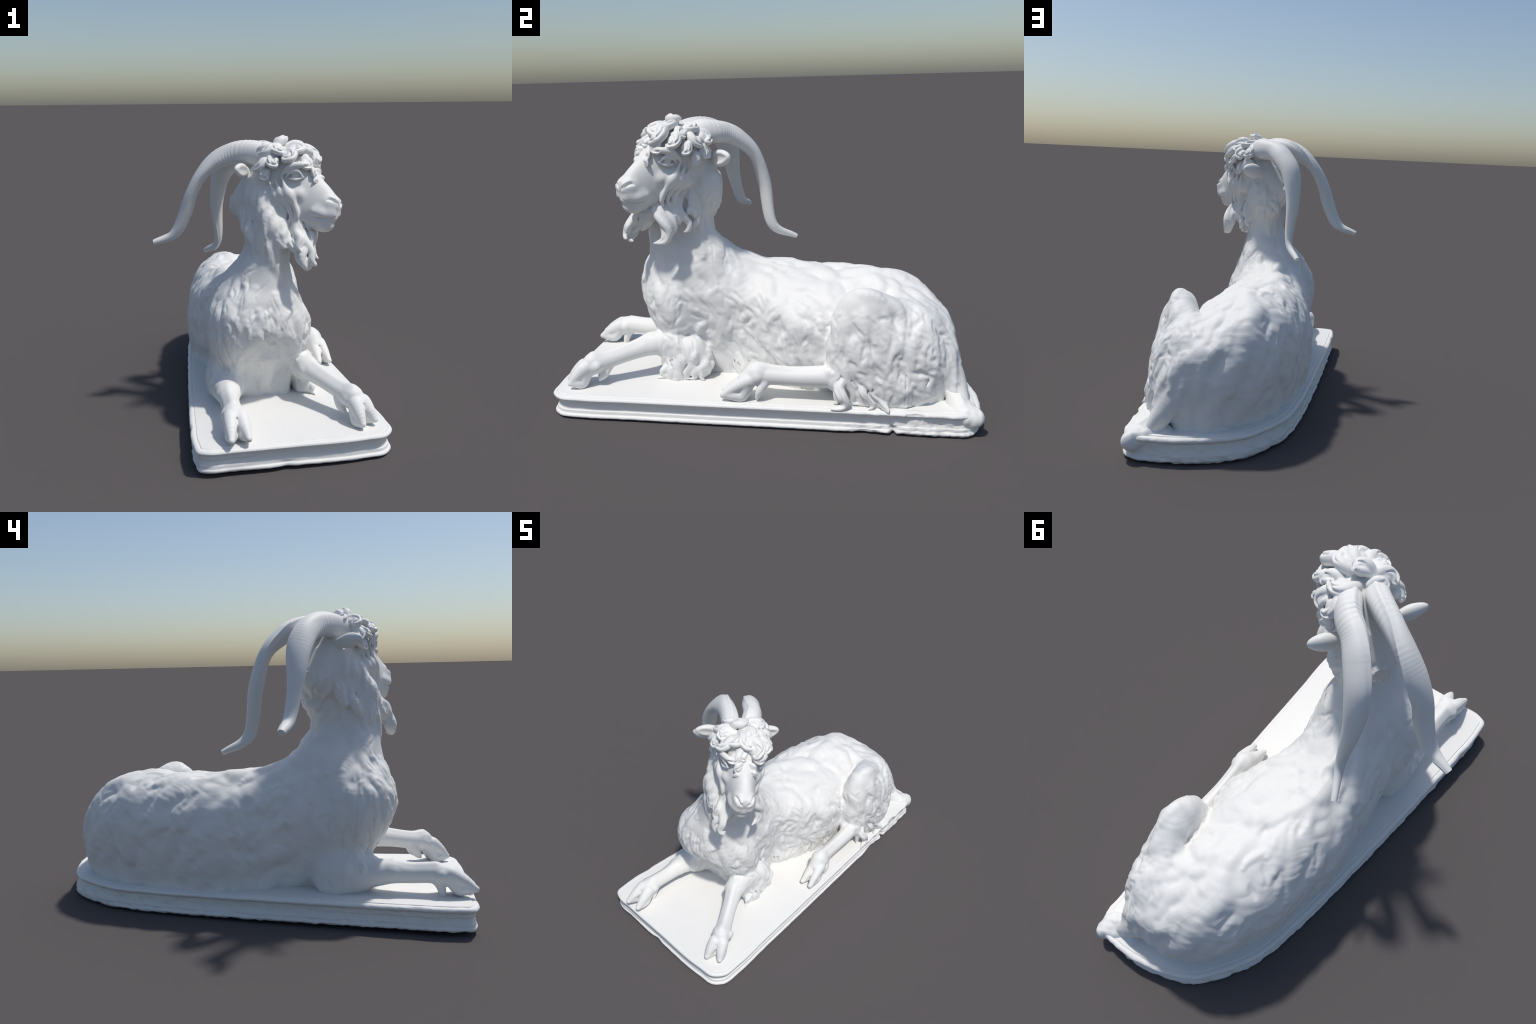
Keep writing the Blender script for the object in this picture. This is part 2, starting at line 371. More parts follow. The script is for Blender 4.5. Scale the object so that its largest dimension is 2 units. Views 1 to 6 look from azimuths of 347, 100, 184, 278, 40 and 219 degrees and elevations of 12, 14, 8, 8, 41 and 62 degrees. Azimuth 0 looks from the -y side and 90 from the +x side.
# ---- beard and cheek locks
def lock(pts, r, part='beard', flat=.75, k=.006, wide=None):
    A.tube(pts, r, part, k, wide=wide, flat=flat) if wide is not None else A.tube(pts, r, part, k)
def strand(pts, r, part='beard', k=.006, grooves=2, seed=0):
    """A carved lock: tapered tube with thin grooves running along it."""
    pts = np.asarray(pts, float); r = np.asarray(r, float)
    A.tube(pts, r, part, k)
    g = np.random.default_rng(seed); T = unit(np.gradient(pts, axis=0))
    for i in range(grooves):
        v = g.normal(size=3) + V(.9, -.25, .0) * (1 if i % 2 == 0 else .4) + V(0, -.6, 0)
        o = unit(v - T * (T @ v)[:, None])
        w = np.clip(r * .22, .002, .006); w[0] = w[-1] = .0008; A.tube(pts + o * r[:, None] * 1.02, w, '', .005, carve=True)
def twist(pts, r, part='beard', n=3, turns=.7, phase=0.):
    """Several strands wound round a common path: a curled, ropy lock."""
    C = spline(np.c_[np.asarray(pts, float), np.asarray(r, float)], 3); Pc, rc = C[:, :3], C[:, 3]
    T = unit(np.gradient(Pc, axis=0)); a = unit(np.cross(T, V(.37, .51, .2))); b = np.cross(T, a); t = np.linspace(0, 1, len(Pc))
    for j in range(n):
        th = phase + 6.283 * (j / n + turns * t)
        off = (np.cos(th)[:, None] * a + np.sin(th)[:, None] * b) * (.52 * rc)[:, None]
        A.tube(Pc + off, np.maximum(rc * .60, .002), part, .004, m=1)
    A.tube(Pc, rc * .7, part, .004, m=1)
twist([hd(.26, -.01, -.20), V(.185, -.545, .950), V(.172, -.590, .905), V(.150, -.618, .865), V(.146, -.638, .828), V(.170, -.645, .797), V(.193, -.622, .790)], [.02, .038, .037, .032, .028, .018, .004], turns=.8)
strand([hd(.25, -.05, -.18), V(.160, -.570, .945), V(.172, -.612, .900), V(.190, -.640, .862), V(.185, -.655, .828), V(.203, -.655, .808), V(.212, -.64, .812)], [.018, .026, .024, .020, .017, .010, .003], seed=2, grooves=3)
strand([hd(.24, 0, -.19), V(.205, -.515, .945), V(.205, -.540, .905), V(.195, -.560, .870), V(.205, -.572, .845)], [.03, .040, .036, .024, .005], seed=12, grooves=3)
strand([hd(.23, -.05, -.16), V(.125, -.550, .945), V(.108, -.592, .90), V(.130, -.615, .865), V(.125, -.63, .845)], [.016, .027, .026, .018, .004], seed=3)
strand([hd(.25, -.07, -.17), V(.13, -.58, .955), V(.142, -.615, .92), V(.128, -.632, .885), V(.142, -.645, .87)], [.014, .020, .022, .016, .004], seed=13)
twist([hd(.24, .02, -.19), V(.232, -.478, .945), V(.245, -.445, .895), V(.248, -.428, .85), V(.258, -.445, .808), V(.266, -.494, .797)], [.016, .027, .031, .029, .020, .004], turns=-.6, phase=1.)
strand([hd(.23, .04, -.17), V(.218, -.45, .945), V(.222, -.415, .90), V(.222, -.405, .86), V(.235, -.42, .825)], [.014, .020, .020, .015, .004], seed=5)
strand([hd(.14, .07, -.15), V(.175, -.392, .945), V(.168, -.368, .90), V(.158, -.352, .865), V(.168, -.362, .835), V(.18, -.38, .835)], [.012, .017, .018, .015, .009, .003], 'head', seed=6)
strand([hd(.10, .07, -.12), V(.138, -.345, .96), V(.126, -.328, .91), V(.134, -.315, .88), V(.13, -.33, .86)], [.012, .015, .014, .010, .003], 'head', seed=7)
strand([hd(.18, .08, -.16), V(.195, -.43, .955), V(.19, -.405, .91), V(.185, -.39, .88)], [.012, .015, .014, .004], 'head', seed=15)
twist([hd(.12, -.07, -.15), V(.025, -.510, .955), V(.004, -.545, .915), V(.000, -.562, .88), V(.018, -.575, .868)], [.014, .025, .024, .016, .004], 'head', turns=.6)
twist([hd(.17, -.07, -.15), V(.075, -.550, .955), V(.06, -.585, .92), V(.066, -.60, .89), V(.085, -.602, .88)], [.014, .024, .021, .014, .004], 'head', turns=-.6)
strand([hd(.04, -.08, -.12), V(-.045, -.455, .98), V(-.062, -.475, .935), V(-.055, -.49, .89), V(-.04, -.495, .885)], [.014, .021, .018, .011, .003], 'head', seed=10)
strand([hd(.0, -.08, -.08), V(-.068, -.40, 1.02), V(-.078, -.42, .97), V(-.07, -.43, .93)], [.014, .020, .016, .004], 'head', seed=16)

# ---- curls of the poll and forehead
def curl(c, n, d, size, side=1, free=False):
    """A comma-shaped tuft: springs from the scalp, sweeps over and coils back into a pointed tip."""
    n = unit(n); d = unit(d - n * (d @ n)); e = np.cross(n, d) * side
    path = V([-.9, .0, -.45], [-.45, .36, .15], [.15, .42, .38], [.62, .10, .42], [.74, -.34, .36], [.50, -.62, .42]) * size
    P = c + path[:, :1] * d + path[:, 1:2] * e + path[:, 2:] * n
    r = V(.46, .50, .48, .42, .30, .04) * size
    A.ellipsoid(c + (.05 * d + .02 * n) * size, V(.66, .58, .50) * size, 'forelock', .004, np.stack([d, e, n]))
    A.tube(P, r, 'forelock', .005, m=4)
    if free:      # a second, thinner lock splits off and ends in a free tip
        path2 = V([-.5, -.2, -.2], [-.1, -.35, .30], [.35, -.30, .48], [.85, -.45, .62]) * size
        P2 = c + path2[:, :1] * d + path2[:, 1:2] * e + path2[:, 2:] * n
        A.tube(P2, V(.30, .30, .22, .03) * size, 'forelock', .004, m=4)
    for off, w in ((V(0, .55, .85), 1.), (V(.3, -.5, .85), .9)):
        o = unit(off[0] * d + off[1] * e + off[2] * n)
        A.tube(P[1:] + o * r[1:, None] * 1.0, V(.0008, .0050, .0055, .0042, .0008) * w, '', .004, carve=True, m=4)
CURLS = [  # f, s, u, size, sweep direction (f, s, u)
    (.130, -.025, .160, .054, (.3, .8, .2)), (.200, .020, .145, .046, (1, .3, -.2)), (.105, .055, .135, .044, (.2, 1, .2)), (.165, .080, .120, .046, (.7, .8, -.3)),
    (.230, -.040, .125, .050, (.8, -.4, -.2)), (.275, .035, .105, .050, (.6, .6, -.6)), (.290, -.015, .075, .040, (.5, -.3, -1)), (.235, .090, .090, .044, (.5, .6, -.8)),
    (.220, -.095, .090, .042, (.4, -.6, -.8)), (.160, -.090, .115, .046, (.2, -1, -.1)), (.105, -.095, .110, .044, (-.2, -1, -.3)), (.065, -.065, .130, .040, (-.4, -.8, .2)),
    (.115, .115, .090, .044, (0, .8, -.8)), (.060, .105, .100, .042, (-.5, .8, -.3)), (.175, .125, .060, .042, (.2, .4, -1)), (.150, -.122, .060, .040, (.2, -.3, -1)),
    (.085, -.125, .045, .038, (-.2, -.3, -1)), (.075, .130, .040, .042, (-.1, .2, -1)), (.300, .060, .060, .034, (.4, .5, -1)), (.295, -.055, .060, .032, (.4, -.5, -1)),
    (.125, .135, .010, .036, (.1, .1, -1)), (.115, -.130, .005, .034, (.1, -.1, -1)), (.045, .125, .030, .036, (-.3, .2, -1)), (.320, .035, .020, .022, (.5, .6, -.8)),
    (.322, -.038, .018, .022, (.5, -.6, -.8)), (.335, -.045, -.015, .020, (.3, -.8, -.6)), (.335, .045, -.012, .020, (.3, .8, -.6)), (.255, 0, .125, .040, (1, 0, -.3))]
for i, (f, s_, u, R, d) in enumerate(CURLS):
    c = hd(f - .014 * (f > .2) * (u > .055), s_ * 1.06, u); n = c - hd(.14, 0, -.02); R = R * (.80 + .42 * ((i * 37) % 11) / 11)
    c = c - unit(n) * .012
    curl(c, n, d[0] * HF + d[1] * HS + d[2] * HU, R, side=1 if (i * 7) % 3 else -1, free=i % 3 == 0)

# ---- coat: locks laid along the flow of the hair
def coat(count, region, flow, length, width, part, seed, lift=.35, k=.006, curlv=.5):
    g = np.random.default_rng(seed)
    P0 = BASE_P; ok = region(P0) ; cand = np.flatnonzero(ok)
    if len(cand) == 0: return
    pick = g.choice(cand, min(len(cand), count * 6), replace=False)
    # thin out to an even spread
    cell = {}; keep = []; sp = width * 2.1
    for i in pick:
        key = tuple((P0[i] / sp).astype(int))
        if key in cell: continue
        cell[key] = 1; keep.append(i)
        if len(keep) >= count: break
    P = P0[keep].copy(); n = A.grad(P, .012); m = len(P)
    L = length * g.uniform(.65, 1.35, m); Wd = width * g.uniform(.65, 1.3, m)
    bend = g.uniform(-1, 1, m) * curlv; path = []
    K = 6
    for j in range(K):
        t = j / (K - 1)
        path.append(P + n * (Wd * (lift * math.sin(math.pi * min(1, t * .9 + .1)) - .35 * (1 - t)))[:, None])
        d = flow(P); d = d - n * (d * n).sum(1, keepdims=True); d = unit(d)
        sdir = np.cross(n, d); ang = bend * math.sin(3.6 * t + .6) 
        d = d * np.cos(ang)[:, None] + sdir * np.sin(ang)[:, None]
        P = P + d * (L / (K - 1))[:, None]
        n2 = A_grad0(P); P = P - n2 * A_sample0(P)[:, None]; n = n2
    path = np.stack(path, 1)
    prof = np.array([.45, .85, 1., .85, .55, .12])
    for i in range(m):
        A.tube(path[i], prof * Wd[i], part, k, m=1)

BASE_P, _, BASE_L = A.mesh()
G0 = A.G.copy()
A_sample0 = lambda P: A.sample(P, G0)
def A_grad0(P, e=.01):
    g = np.empty_like(P)
    for a in range(3):
        o = np.zeros(3); o[a] = e
        g[:, a] = A.sample(P + o, G0) - A.sample(P - o, G0)
    return unit(g)
lab = lambda *names: np.isin(BASE_L, [A.parts.index(n) for n in names if n in A.parts])

def body_flow(P):
    s = np.clip((P[:, 2] - .45) / .2, 0, 1)
    base = np.stack([0 * s, .3 + .5 * s, -1.0 + .1 * s], 1)
    a = .7 * wavy(P, .22, 3); c, q = np.cos(a), np.sin(a)
    return np.stack([base[:, 0], base[:, 1] * c - base[:, 2] * q, base[:, 1] * q + base[:, 2] * c], 1)
def down_flow(P):
    a = .6 * wavy(P, .15, 9)
    return np.stack([np.sin(a), .3 * wavy(P, .2, 15) + .15, -np.cos(a)], 1)

torso_l = lab('torso'); hind_l = lab('hindlimb'); neck_l = lab('neck'); head_l = lab('head')
sel = lambda m: (lambda P: m)
high = BASE_P[:, 2]
def grooves(count, region, flow, length, r, seed, curlv=.8, k=.008, depth=.2):
    g = np.random.default_rng(seed); cand = np.flatnonzero(region(BASE_P))
    P = BASE_P[g.choice(cand, min(count, len(cand)), replace=False)].copy(); m = len(P)
    P = P - A_grad0(P) * A.sample(P)[:, None]
    L = length * g.uniform(.5, 1.4, m); rr = r * g.uniform(.6, 1.4, m); bend = g.uniform(-1, 1, m) * curlv; path = []
    for j in range(6):
        n = A_grad0(P); t = j / 5
        for _ in range(2): P = P - n * A.sample(P)[:, None]
        path.append(P + n * (rr * (.9 - depth * math.sin(math.pi * t)))[:, None])
        d = flow(P); d = unit(d - n * (d * n).sum(1, keepdims=True)); sd = np.cross(n, d); a = bend * math.sin(3.6 * t + .6)
        P = P + (d * np.cos(a)[:, None] + sd * np.sin(a)[:, None]) * (L / 5)[:, None]
    path = np.stack(path, 1)
    for i in range(m): A.tube(path[i], rr[i] * V(.4, .9, 1, .9, .7, .3), '', k, carve=True, m=1)
flank = lambda P: torso_l & (P[:, 0] > .0) & (P[:, 1] > -.42)
coat(170, lambda P: flank(P) & (P[:, 2] < .60), body_flow, .17, .026, 'torso', 1, lift=-.55, k=.028, curlv=.9)
coat(150, lambda P: torso_l & ((P[:, 0] <= .0) | (P[:, 2] >= .60)) & (P[:, 1] > -.42), body_flow, .16, .030, 'torso', 2, lift=-.76, k=.045, curlv=.7)
coat(110, lambda P: torso_l & (P[:, 1] <= -.40) & (P[:, 2] > .14), down_flow, .11, .024, 'torso', 3, lift=-.50, k=.024, curlv=.8)
coat(110, lambda P: hind_l & (P[:, 1] > .33) & (P[:, 2] < .52), body_flow, .12, .024, 'hindlimb', 4, lift=-.45, k=.024, curlv=1.0)
coat(40, lambda P: neck_l & (P[:, 2] < .88), down_flow, .12, .022, 'neck', 6, lift=-.55, k=.028)
coat(60, lambda P: neck_l & (P[:, 2] >= .88), down_flow, .09, .018, 'neck', 7, lift=-.2, k=.014)
hl = (BASE_P - HO) @ HM.T
coat(40, lambda P: head_l & (hl[:, 0] < .20) & (hl[:, 2] < -.10), down_flow, .08, .015, 'head', 8, lift=-.15, k=.01)
fore_l = lab('forelimb')
coat(26, lambda P: fore_l & (P[:, 1] > -.50) & (P[:, 2] < .27), down_flow, .09, .018, 'forelimb', 21, lift=-.1, k=.010, curlv=.8)
coat(14, lambda P: hind_l & (P[:, 1] > .33) & (P[:, 2] >= .50), body_flow, .10, .024, 'hindlimb', 22, lift=-.6, k=.03)
# bolder locks, carved almost free
coat(58, lambda P: flank(P) & (P[:, 2] < .50) & (P[:, 1] < .30), body_flow, .13, .020, 'torso', 11, lift=.0, k=.009, curlv=1.8)
coat(34, lambda P: hind_l & (P[:, 1] > .36) & (P[:, 2] < .38), body_flow, .15, .020, 'hindlimb', 12, lift=.05, k=.009, curlv=1.5)
coat(40, lambda P: hind_l & (P[:, 1] > .36) & (P[:, 2] < .46), body_flow, .11, .015, 'hindlimb', 16, lift=.05, k=.010, curlv=1.4)
coat(60, lambda P: torso_l & (P[:, 1] <= -.45) & (P[:, 2] > .36), down_flow, .08, .015, 'torso', 13, lift=.12, k=.009, curlv=1.0)
coat(45, lambda P: torso_l & (P[:, 0] < -.03) & (P[:, 1] > -.4) & (P[:, 2] > .38), body_flow, .10, .018, 'torso', 14, lift=-.15, k=.018)
coat(26, lambda P: neck_l & (P[:, 1] > -.36) & (P[:, 2] > .92), down_flow, .07, .017, 'neck', 15, lift=.15, k=.009, curlv=1.2)
grooves(90, lambda P: flank(P) & (P[:, 2] < .56) & (P[:, 1] < .24), body_flow, .09, .0068, 41, k=.012)
grooves(60, lambda P: fore_l & (P[:, 1] > -.52), down_flow, .08, .005, 46)
grooves(26, lambda P: torso_l & (P[:, 0] <= 0) & (P[:, 1] > -.42) & (P[:, 2] > .3), body_flow, .07, .008, 42, k=.02)
grooves(130, lambda P: torso_l & (P[:, 1] <= -.36) & (P[:, 2] > .16), down_flow, .08, .0055, 43)
grooves(120, lambda P: hind_l & (P[:, 1] > .33) & (P[:, 2] < .54), body_flow, .08, .0065, 44, curlv=1.2, k=.011)
grooves(60, lambda P: head_l & (hl[:, 0] < .21) & (hl[:, 2] < -.08), down_flow, .07, .0055, 47)
grooves(70, lambda P: neck_l, down_flow, .09, .005, 45)

# ---- shaggy hem: locks that fall on to the plinth
hg = np.random.default_rng(21)
def hem(points, part, length, r, spread=.03):
    for (x, y, z, ox) in points:
        L = length * hg.uniform(.8, 1.2); sw = hg.uniform(-1, 1) * spread; w = r * hg.uniform(.8, 1.25)
        a = V(x, y, z); b = V(x + ox, y + sw * 1.2, TOP + .012)
        mid1 = a * .7 + b * .3 + V(ox * .5, -sw * .8, 0); mid2 = a * .3 + b * .7 + V(ox * .35, sw * .4, 0)
        strand([a, mid1, mid2, b, b + V(ox * .4, sw * .9, -.004)], [w * .9, w, w * .85, w * .6, w * .15], part, .011, 1, int(1e4 * abs(x + y)))
foot = lambda y: np.interp(y, TRUNK[:, 0], TRUNK[:, 5])
hem([(foot(y) - .012, y, .21, .014) for y in np.linspace(-.14, .28, 21)], 'torso', .09, .015, .02)
hem([(.215, y, .225, .026) for y in np.linspace(-.46, -.30, 6)], 'forelimb', .08, .021, .035)
hem([(.405, y, .27, .022) for y in np.linspace(.38, .66, 10)], 'hindlimb', .1, .016, .05)
hem([(.395 - .3 * max(0, y - .66), y, .26, .025) for y in np.linspace(.67, .75, 3)], 'hindlimb', .1, .016, .03)
# three long S-locks that reach over the rim
strand([V(.415, .40, .24), V(.44, .37, .20), V(.462, .385, .165), V(.462, .40, .13), V(.468, .375, .112), V(.478, .335, .112)], [.022, .024, .023, .020, .014, .004], 'hindlimb', .006, 3, 31)
strand([V(.42, .47, .22), V(.445, .475, .18), V(.447, .505, .15), V(.45, .515, .122), V(.465, .50, .112)], [.02, .019, .016, .012, .004], 'hindlimb', .006, 2, 32)
strand([V(.41, .52, .22), V(.44, .515, .18), V(.442, .545, .145), V(.462, .575, .118), V(.478, .585, .108)], [.022, .022, .02, .014, .004], 'hindlimb', .006, 3, 33)

# ---- mesh and separate
P, Q, L = A.mesh()
e1 = P[Q[:, 2]] - P[Q[:, 0]]; e2 = P[Q[:, 3]] - P[Q[:, 1]]; fn = np.cross(e1, e2)
N = np.zeros_like(P)
for c in range(4): np.add.at(N, Q[:, c], fn)
N = unit(N)
fl = np.sort(L[Q], axis=1)[:, 2]

root = bpy.data.objects.new('goat_statue', None); bpy.context.scene.collection.objects.link(root)
root['label'] = 'white plaster statue of a reclining long-horned goat on a plinth'
root['category'] = 'statue'
NAMES = {'forelimb_': 'forelimb', 'hoof': 'hoof', 'hoof_': 'hoof', 'hoof__': 'hoof'}
made = {}
def components(F, n):
    lab = np.arange(n)
    while True:
        m = lab[F].min(1); new = lab.copy()
        np.minimum.at(new, F.ravel(), np.repeat(m, F.shape[1]))
        new = new[new]
        if (new == lab).all(): return lab
        lab = new
for i, part in enumerate(A.parts):
    if not part: continue
    F = Q[fl == i]
    if not len(F): continue
    groups = [F]
    if part in ('ear', 'eye'):
        cc = components(F, len(P))[F[:, 0]]
        ids, cn = np.unique(cc, return_counts=True)
        groups = [F[cc == k] for k in ids]
    for g in groups:
        used, inv = np.unique(g, return_inverse=True)
        o = new_object(NAMES.get(part, part), P[used], inv.reshape(g.shape), PLASTER, root, N[used])
        made.setdefault(part, o)
for h, leg in (('hoof', 'forelimb'), ('hoof_', 'forelimb_'), ('hoof__', 'hindlimb')):
    if h in made and leg in made: made[h].parent = made[leg]

# ================================================================== HORNS
def horn(C, wide, a, b, ridge_seed):
    m = 26
    S = spline(np.asarray(C, float), m); W = spline(np.asarray(wide, float), m)
    aa = spline(np.asarray(a, float)[:, None], m)[:, 0]; bb = spline(np.asarray(b, float)[:, None], m)[:, 0]
    T = unit(np.gradient(S, axis=0)); W = unit(W - T * (W * T).sum(1, keepdims=True)); B = np.cross(T, W)
    n = 56; th = np.linspace(0, 2 * math.pi, n, endpoint=False); g = np.random.default_rng(ridge_seed)
    dist = np.r_[0, np.cumsum(np.linalg.norm(np.diff(S, axis=0), axis=1))]; tt = np.linspace(0, 1, len(S))
    V_, F_ = [], []
    for i in range(len(S)):
        keel = 1 + .13 * np.exp(-((th - 0.) ** 2) / .03) + .13 * np.exp(-((th - 2 * math.pi) ** 2) / .03)
        fade = np.clip(1.1 - 1.9 * tt[i], 0, 1) * np.clip(tt[i] * 14, 0, 1)
        ph = dist[i] * 2 * math.pi / .017 + .8 * np.cos(th) + 2.2 * math.sin(dist[i] * 21 + ridge_seed) + 1.5 * math.sin(dist[i] * 53) + .6 * np.sin(2 * th + 9 * dist[i])
        rib = .0010 * fade * np.sin(ph) * (.5 + .5 * np.sin(dist[i] * 37 + 2 * np.cos(th)))
        ca, sb = np.cos(th), np.sin(th)
        x = aa[i] * np.sign(ca) * np.abs(ca) ** .92 * keel + rib * ca; y = bb[i] * np.sign(sb) * np.abs(sb) ** .92 + rib * sb
        V_.append(S[i] + x[:, None] * W[i] + y[:, None] * B[i])
    k = len(S); V_ = np.vstack(V_ + [S[:1], S[-1:] + T[-1:] * .002])
    r = np.arange(k - 1)[:, None] * n; j = np.arange(n)[None, :]; j2 = (j + 1) % n
    F_ = np.stack([r + j, r + j2, r + n + j2, r + n + j], -1).reshape(-1, 4)
    j = np.arange(n); last = (k - 1) * n
    caps = [np.stack([np.full(n, k * n + 1), last + j, last + (j + 1) % n, last + (j + 1) % n], 1)]
    tri = np.vstack([np.stack([np.full(n, k * n), (j + 1) % n, j], 1), np.stack([np.full(n, k * n + 1), last + j, last + (j + 1) % n], 1)])
    return V_, F_, tri
def add_horn(*args):
    v, f, tri = horn(*args)
    me = bpy.data.meshes.new('horn'); me.from_pydata(v.tolist(), [], f.tolist() + tri.tolist()); me.update()
    me.polygons.foreach_set('use_smooth', np.ones(len(me.polygons), bool)); me.materials.append(PLASTER)
    me.set_sharp_from_angle(angle=math.radians(50))
    o = bpy.data.objects.new('horn', me); bpy.context.scene.collection.objects.link(o); o.parent = root
HORN_L = [V(.115, -.375, 1.225), V(.076, -.303, 1.281), V(.036, -.247, 1.285), V(-.019, -.20, 1.277), V(-.066, -.145, 1.245), V(-.118, -.080, 1.167), V(-.140, -.038, 1.019), V(-.131, -.001, .812), V(-.183, .113, .739)]
WIDE_L = [V(-.3, 0, 1), V(-.3, 0, 1), V(-.4, -.1, 1), V(-.7, -.2, .9), V(-.9, -.15, .5), V(-1, -.2, .2), V(-.75, -.7, 0), V(-.15, -1, -.3), V(.3, -.8, -.4)]
add_horn(HORN_L, WIDE_L, [.056, .058, .054, .051, .051, .047, .037, .026, .011], [.048, .048, .047, .044, .038, .031, .030, .018, .012], 1)
HORN_R = [V(.055, -.448, 1.25), V(-.001, -.378, 1.288), V(-.087, -.317, 1.293), V(-.174, -.272, 1.26), V(-.243, -.246, 1.194), V(-.295, -.236, 1.1), V(-.33, -.225, .996), V(-.384, -.209, .897), V(-.482, -.187, .855)]
WIDE_R = [V(.2, .1, 1), V(.2, .1, 1), V(.2, .3, 1), V(.2, .8, .7), V(.2, 1, .3), V(.4, .9, .2), V(.8, .6, .2), V(.85, .45, .3), V(.8, .4, .5)]
add_horn(HORN_R, WIDE_R, [.056, .056, .052, .052, .052, .043, .036, .029, .016], [.046, .046, .042, .036, .030, .029, .027, .023, .014], 5)

# ================================================================== PLINTH
# plan of the top roll: straight left and front sides, the right side sweeping round to the back
PLAN = [(.486, -.60), (.488, -.84), (.477, -.934), (.43, -.984), (.34, -.996), (.0, -.994), (-.25, -.989), (-.36, -.984), (-.397, -.965), (-.407, -.90), (-.394, -.70),
        (-.354, -.35), (-.309, .01), (-.282, .22), (-.250, .43), (-.189, .667), (-.108, .798), (-.039, .882), (.05, .933), (.14, .963), (.24, .981), (.335, .985), (.42, .970), (.462, .926),
        (.474, .80), (.477, .60), (.481, .20), (.484, -.20)]
TILT = lambda x, y: .0005 + .0113 * (.49 - x) * np.clip(.72 - .62 * y, .25, 1.4)     # the plaster was poured a little out of level
def plan_curve(C, n=900):
    C = np.asarray(C, float); P = np.vstack([C[-1:], C, C[:2]]); out = []
    for i in range(len(C)):
        a, b, c, d = P[i:i + 4]; t = np.linspace(0, 1, 60, endpoint=False)[:, None]
        # centripetal-like: shorten tangents on uneven spacing
        l1, l2, l3 = [np.linalg.norm(v) + 1e-6 for v in (b - a, c - b, d - c)]
        m1 = ((c - b) / l2 * l1 + (b - a) / l1 * l2) / (l1 + l2) * l2; m2 = ((d - c) / l3 * l2 + (c - b) / l2 * l3) / (l2 + l3) * l2
        out.append((2*t**3 - 3*t**2 + 1) * b + (t**3 - 2*t**2 + t) * m1 + (3*t**2 - 2*t**3) * c + (t**3 - t**2) * m2)
    S = np.vstack(out); S = np.vstack([S, S[:1]])
    d = np.r_[0, np.cumsum(np.linalg.norm(np.diff(S, axis=0), axis=1))]; u = np.linspace(0, d[-1], n, endpoint=False)
    return np.stack([np.interp(u, d, S[:, k]) for k in range(2)], 1)
C2 = plan_curve(PLAN); T2 = unit(np.roll(C2, -1, 0) - np.roll(C2, 1, 0))
out2 = np.stack([-T2[:, 1], T2[:, 0]], 1)
if ((C2 - C2.mean(0)) * out2).sum() < 0: out2 = -out2
for _ in range(12): out2 = unit(out2 + np.roll(out2, 1, 0) + np.roll(out2, -1, 0))
# profile: (inset from the plan, height)
PROFILE = [(.030, .1092), (.027, .1090), (.0255, .1058), (.0235, .1053), (.020, .1066), (.014, .1070), (.008, .1055), (.003, .1015), (.0, .0955), (.002, .0895), (.008, .0850), (.014, .0825), (.019, .0805),
           (.022, .075), (.023, .063), (.0225, .050), (.021, .042), (.0195, .0385), (.016, .0370), (.0145, .031), (.013, .0235), (.011, .0215), (.006, .019), (.003, .014), (.003, .009), (.006, .004), (.012, .001), (.022, .0)]
prof = []
for (a, b), (c, d) in zip(PROFILE[:-1], PROFILE[1:]):
    k = 3 if math.hypot(c - a, d - b) > .006 else 2
    for t in range(k): prof.append((a + (c - a) * t / k, b + (d - b) * t / k))
prof = np.array(prof + [PROFILE[-1]])
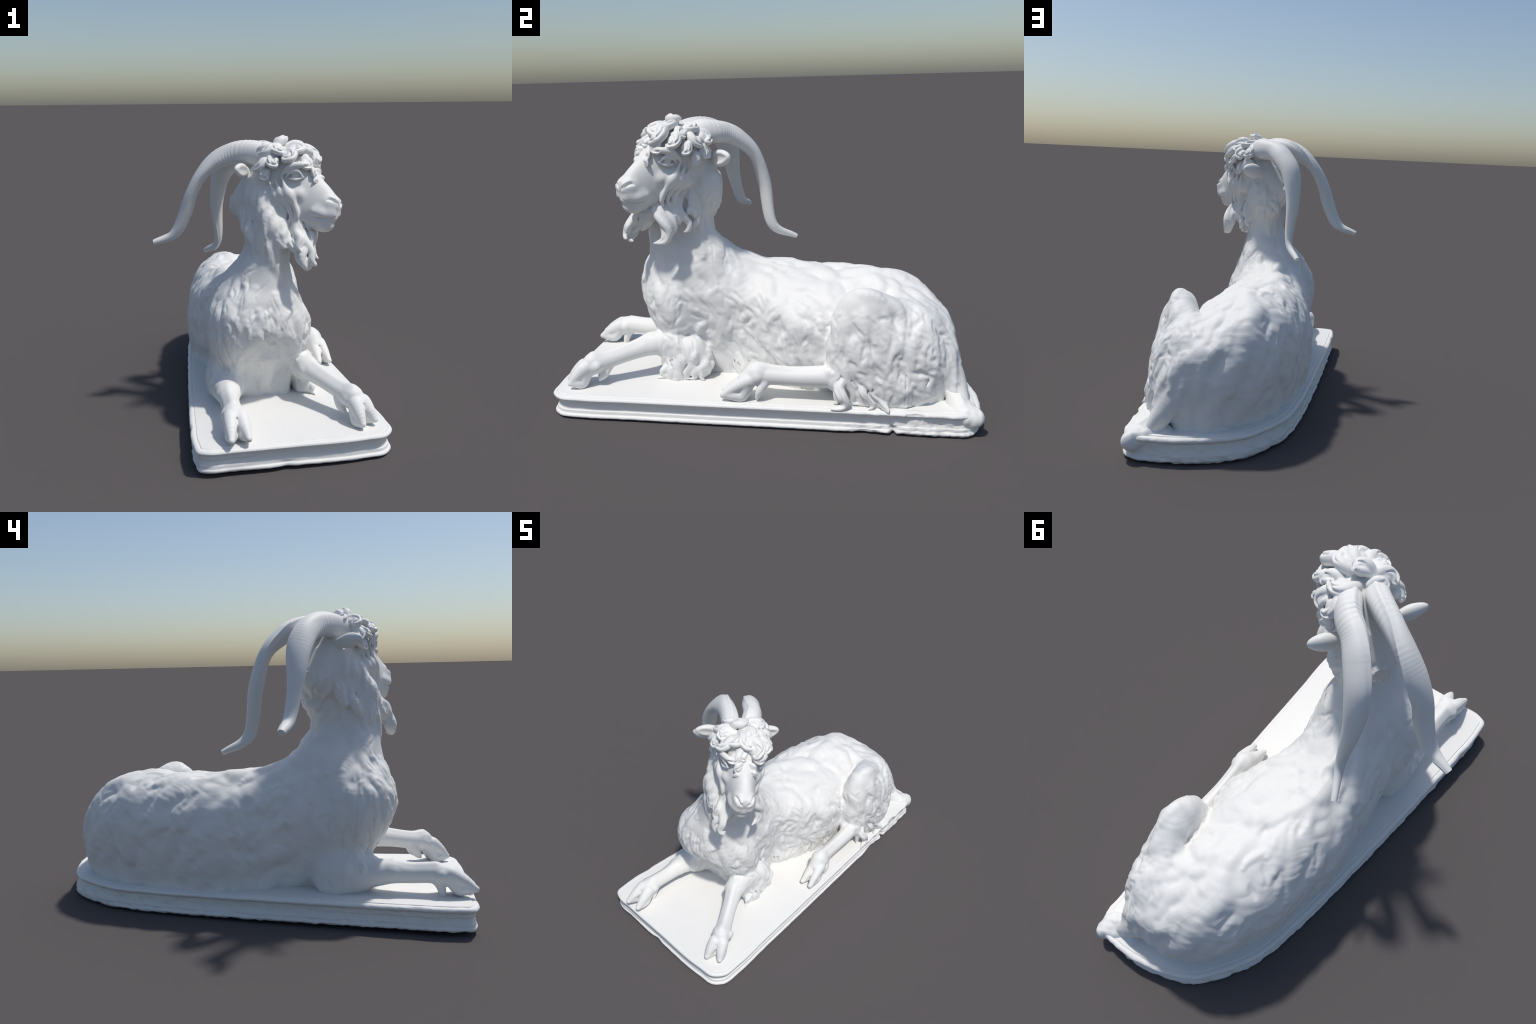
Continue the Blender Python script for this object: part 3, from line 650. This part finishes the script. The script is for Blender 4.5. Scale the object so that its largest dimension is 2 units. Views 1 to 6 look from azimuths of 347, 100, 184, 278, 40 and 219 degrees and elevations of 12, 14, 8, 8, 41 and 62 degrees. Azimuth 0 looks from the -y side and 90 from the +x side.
# the back and right sides are rough; on the left side the mouldings are chipped towards the back
rough = np.clip(.25 + 1.1 * np.clip((C2[:, 1] - .30) / .3, 0, 1) + .75 * np.clip((-.1 - C2[:, 0]) / .2, 0, 1) * np.clip((C2[:, 1] + .95) / .05, 0, 1), .12, 1.2)
back = np.clip((C2[:, 1] - .55) / .15, 0, 1) * np.clip((.36 - C2[:, 0]) / .12, 0, 1)
left_back = np.clip((C2[:, 1] - .60) / .02, 0, 1) * np.clip((C2[:, 0] - .40) / .05, 0, 1)
rightside = np.clip((-.12 - C2[:, 0]) / .1, 0, 1)
rings = []
for ins, z in prof:
    blunt = np.maximum(np.maximum(back, left_back * .5), rightside * .55)
    i2 = ins * (1 - blunt) + blunt * (ins if z > .078 else .020 * np.clip((.085 - 0 + 0) , 0, 1) + .5 * ins)
    if z < .079:
        flatten = np.interp(z, [.0, .012, .034, .055, .079], [.006, -.003, -.001, .009, .014])
        flatten = flatten + .012 * np.clip((-.25 - C2[:, 1]) / .4, 0, 1) * (z < .06)
        i2 = ins * (1 - blunt) + flatten * blunt
    p3 = np.c_[C2 - out2 * i2[:, None], np.full(len(C2), z)]
    lowm = np.clip((.05 - z) / .03, 0, 1)
    nz = .0035 * wavy(p3, .09, 2) + .0022 * wavy(p3, .035, 20) + .0012 * wavy(p3, .016, 33)
    edge = np.clip(1 - abs(z - .109) / .006, 0, 1)
    off = rough * nz * (1 - edge) * (1 - .5 * np.clip((z - .08) / .01, 0, 1))
    # bites out of the lower roll and the joint towards the back of the left side
    onleft = (C2[:, 0] > .40) & (C2[:, 1] > -.9)
    notch = onleft * np.exp(-((C2[:, 1] - .605) / .010) ** 2) * np.clip((.042 - z) / .01, 0, 1) * .03
    bite = onleft * np.clip(1 - abs(C2[:, 1] - .485) / .07, 0, 1) ** .5 * np.clip((.024 - z) / .01, 0, 1) * .010
    chip = onleft * np.clip(1 - abs(C2[:, 1] - .70) / .045, 0, 1) ** .4 * np.clip(1 - abs(z - .096) / .018, 0, 1) * .012
    front = (C2[:, 1] < -.93) * np.exp(-((C2[:, 0] + .02) / .03) ** 2) * np.clip((.035 - z) / .02, 0, 1) * .008
    p3[:, :2] += out2 * (off - notch - bite - chip - front)[:, None]
    p3[:, 2] += (wavy(p3, .05, 11) * .0035 * np.clip(rough + .35, 0, 1) + .002) * np.clip((.012 - z) / .012, 0, 1)
    p3[:, 2] += TILT(p3[:, 0], p3[:, 1])
    rings.append(p3)
n = len(C2); k = len(rings)
PV = np.vstack(rings)
r = np.arange(k - 1)[:, None] * n; j = np.arange(n)[None, :]; j2 = (j + 1) % n
PF = np.stack([r + j, r + n + j, r + n + j2, r + j2], -1).reshape(-1, 4)
me = bpy.data.meshes.new('plinth')
me.from_pydata(PV.tolist(), [], PF.tolist() + [list(range(n)), [(k - 1) * n + i for i in range(n)][::-1]])
me.update()
import bmesh
bm = bmesh.new(); bm.from_mesh(me); bmesh.ops.recalc_face_normals(bm, faces=bm.faces)
bm.to_mesh(me); bm.free()
me.polygons.foreach_set('use_smooth', np.ones(len(me.polygons), bool)); me.materials.append(PLINTH_MAT)
me.set_sharp_from_angle(angle=math.radians(60))
pl = bpy.data.objects.new('plinth', me); bpy.context.scene.collection.objects.link(pl); pl.parent = root
zmin = PV[:, 2].min(); pl.location.z = -zmin if zmin < 0 else 0

# broken, rocky corner at the back
B = Field((.18, .74, .03), (.52, 1.03, .30), .005)
B.tube([V(.28, .79, .21), V(.345, .86, .145), V(.41, .92, .085)], [.018, .030, .042], 'rock', .03)
B.ellipsoid((.430, .938, .075), (.038, .058, .038), 'rock', .04)
B.ellipsoid((.33, .90, .085), (.09, .06, .040), 'rock', .05)
X = B.points([(B.lo[a] + B.h * np.arange(B.n[a])).astype(np.float32) for a in range(3)])
B.G += (.006 * wavy(X, .08, 4) + .002 * wavy(X, .035, 14)).astype(np.float32)
p, q, _ = B.mesh()
if len(q): new_object('rock', p, q, PLINTH_MAT, root)
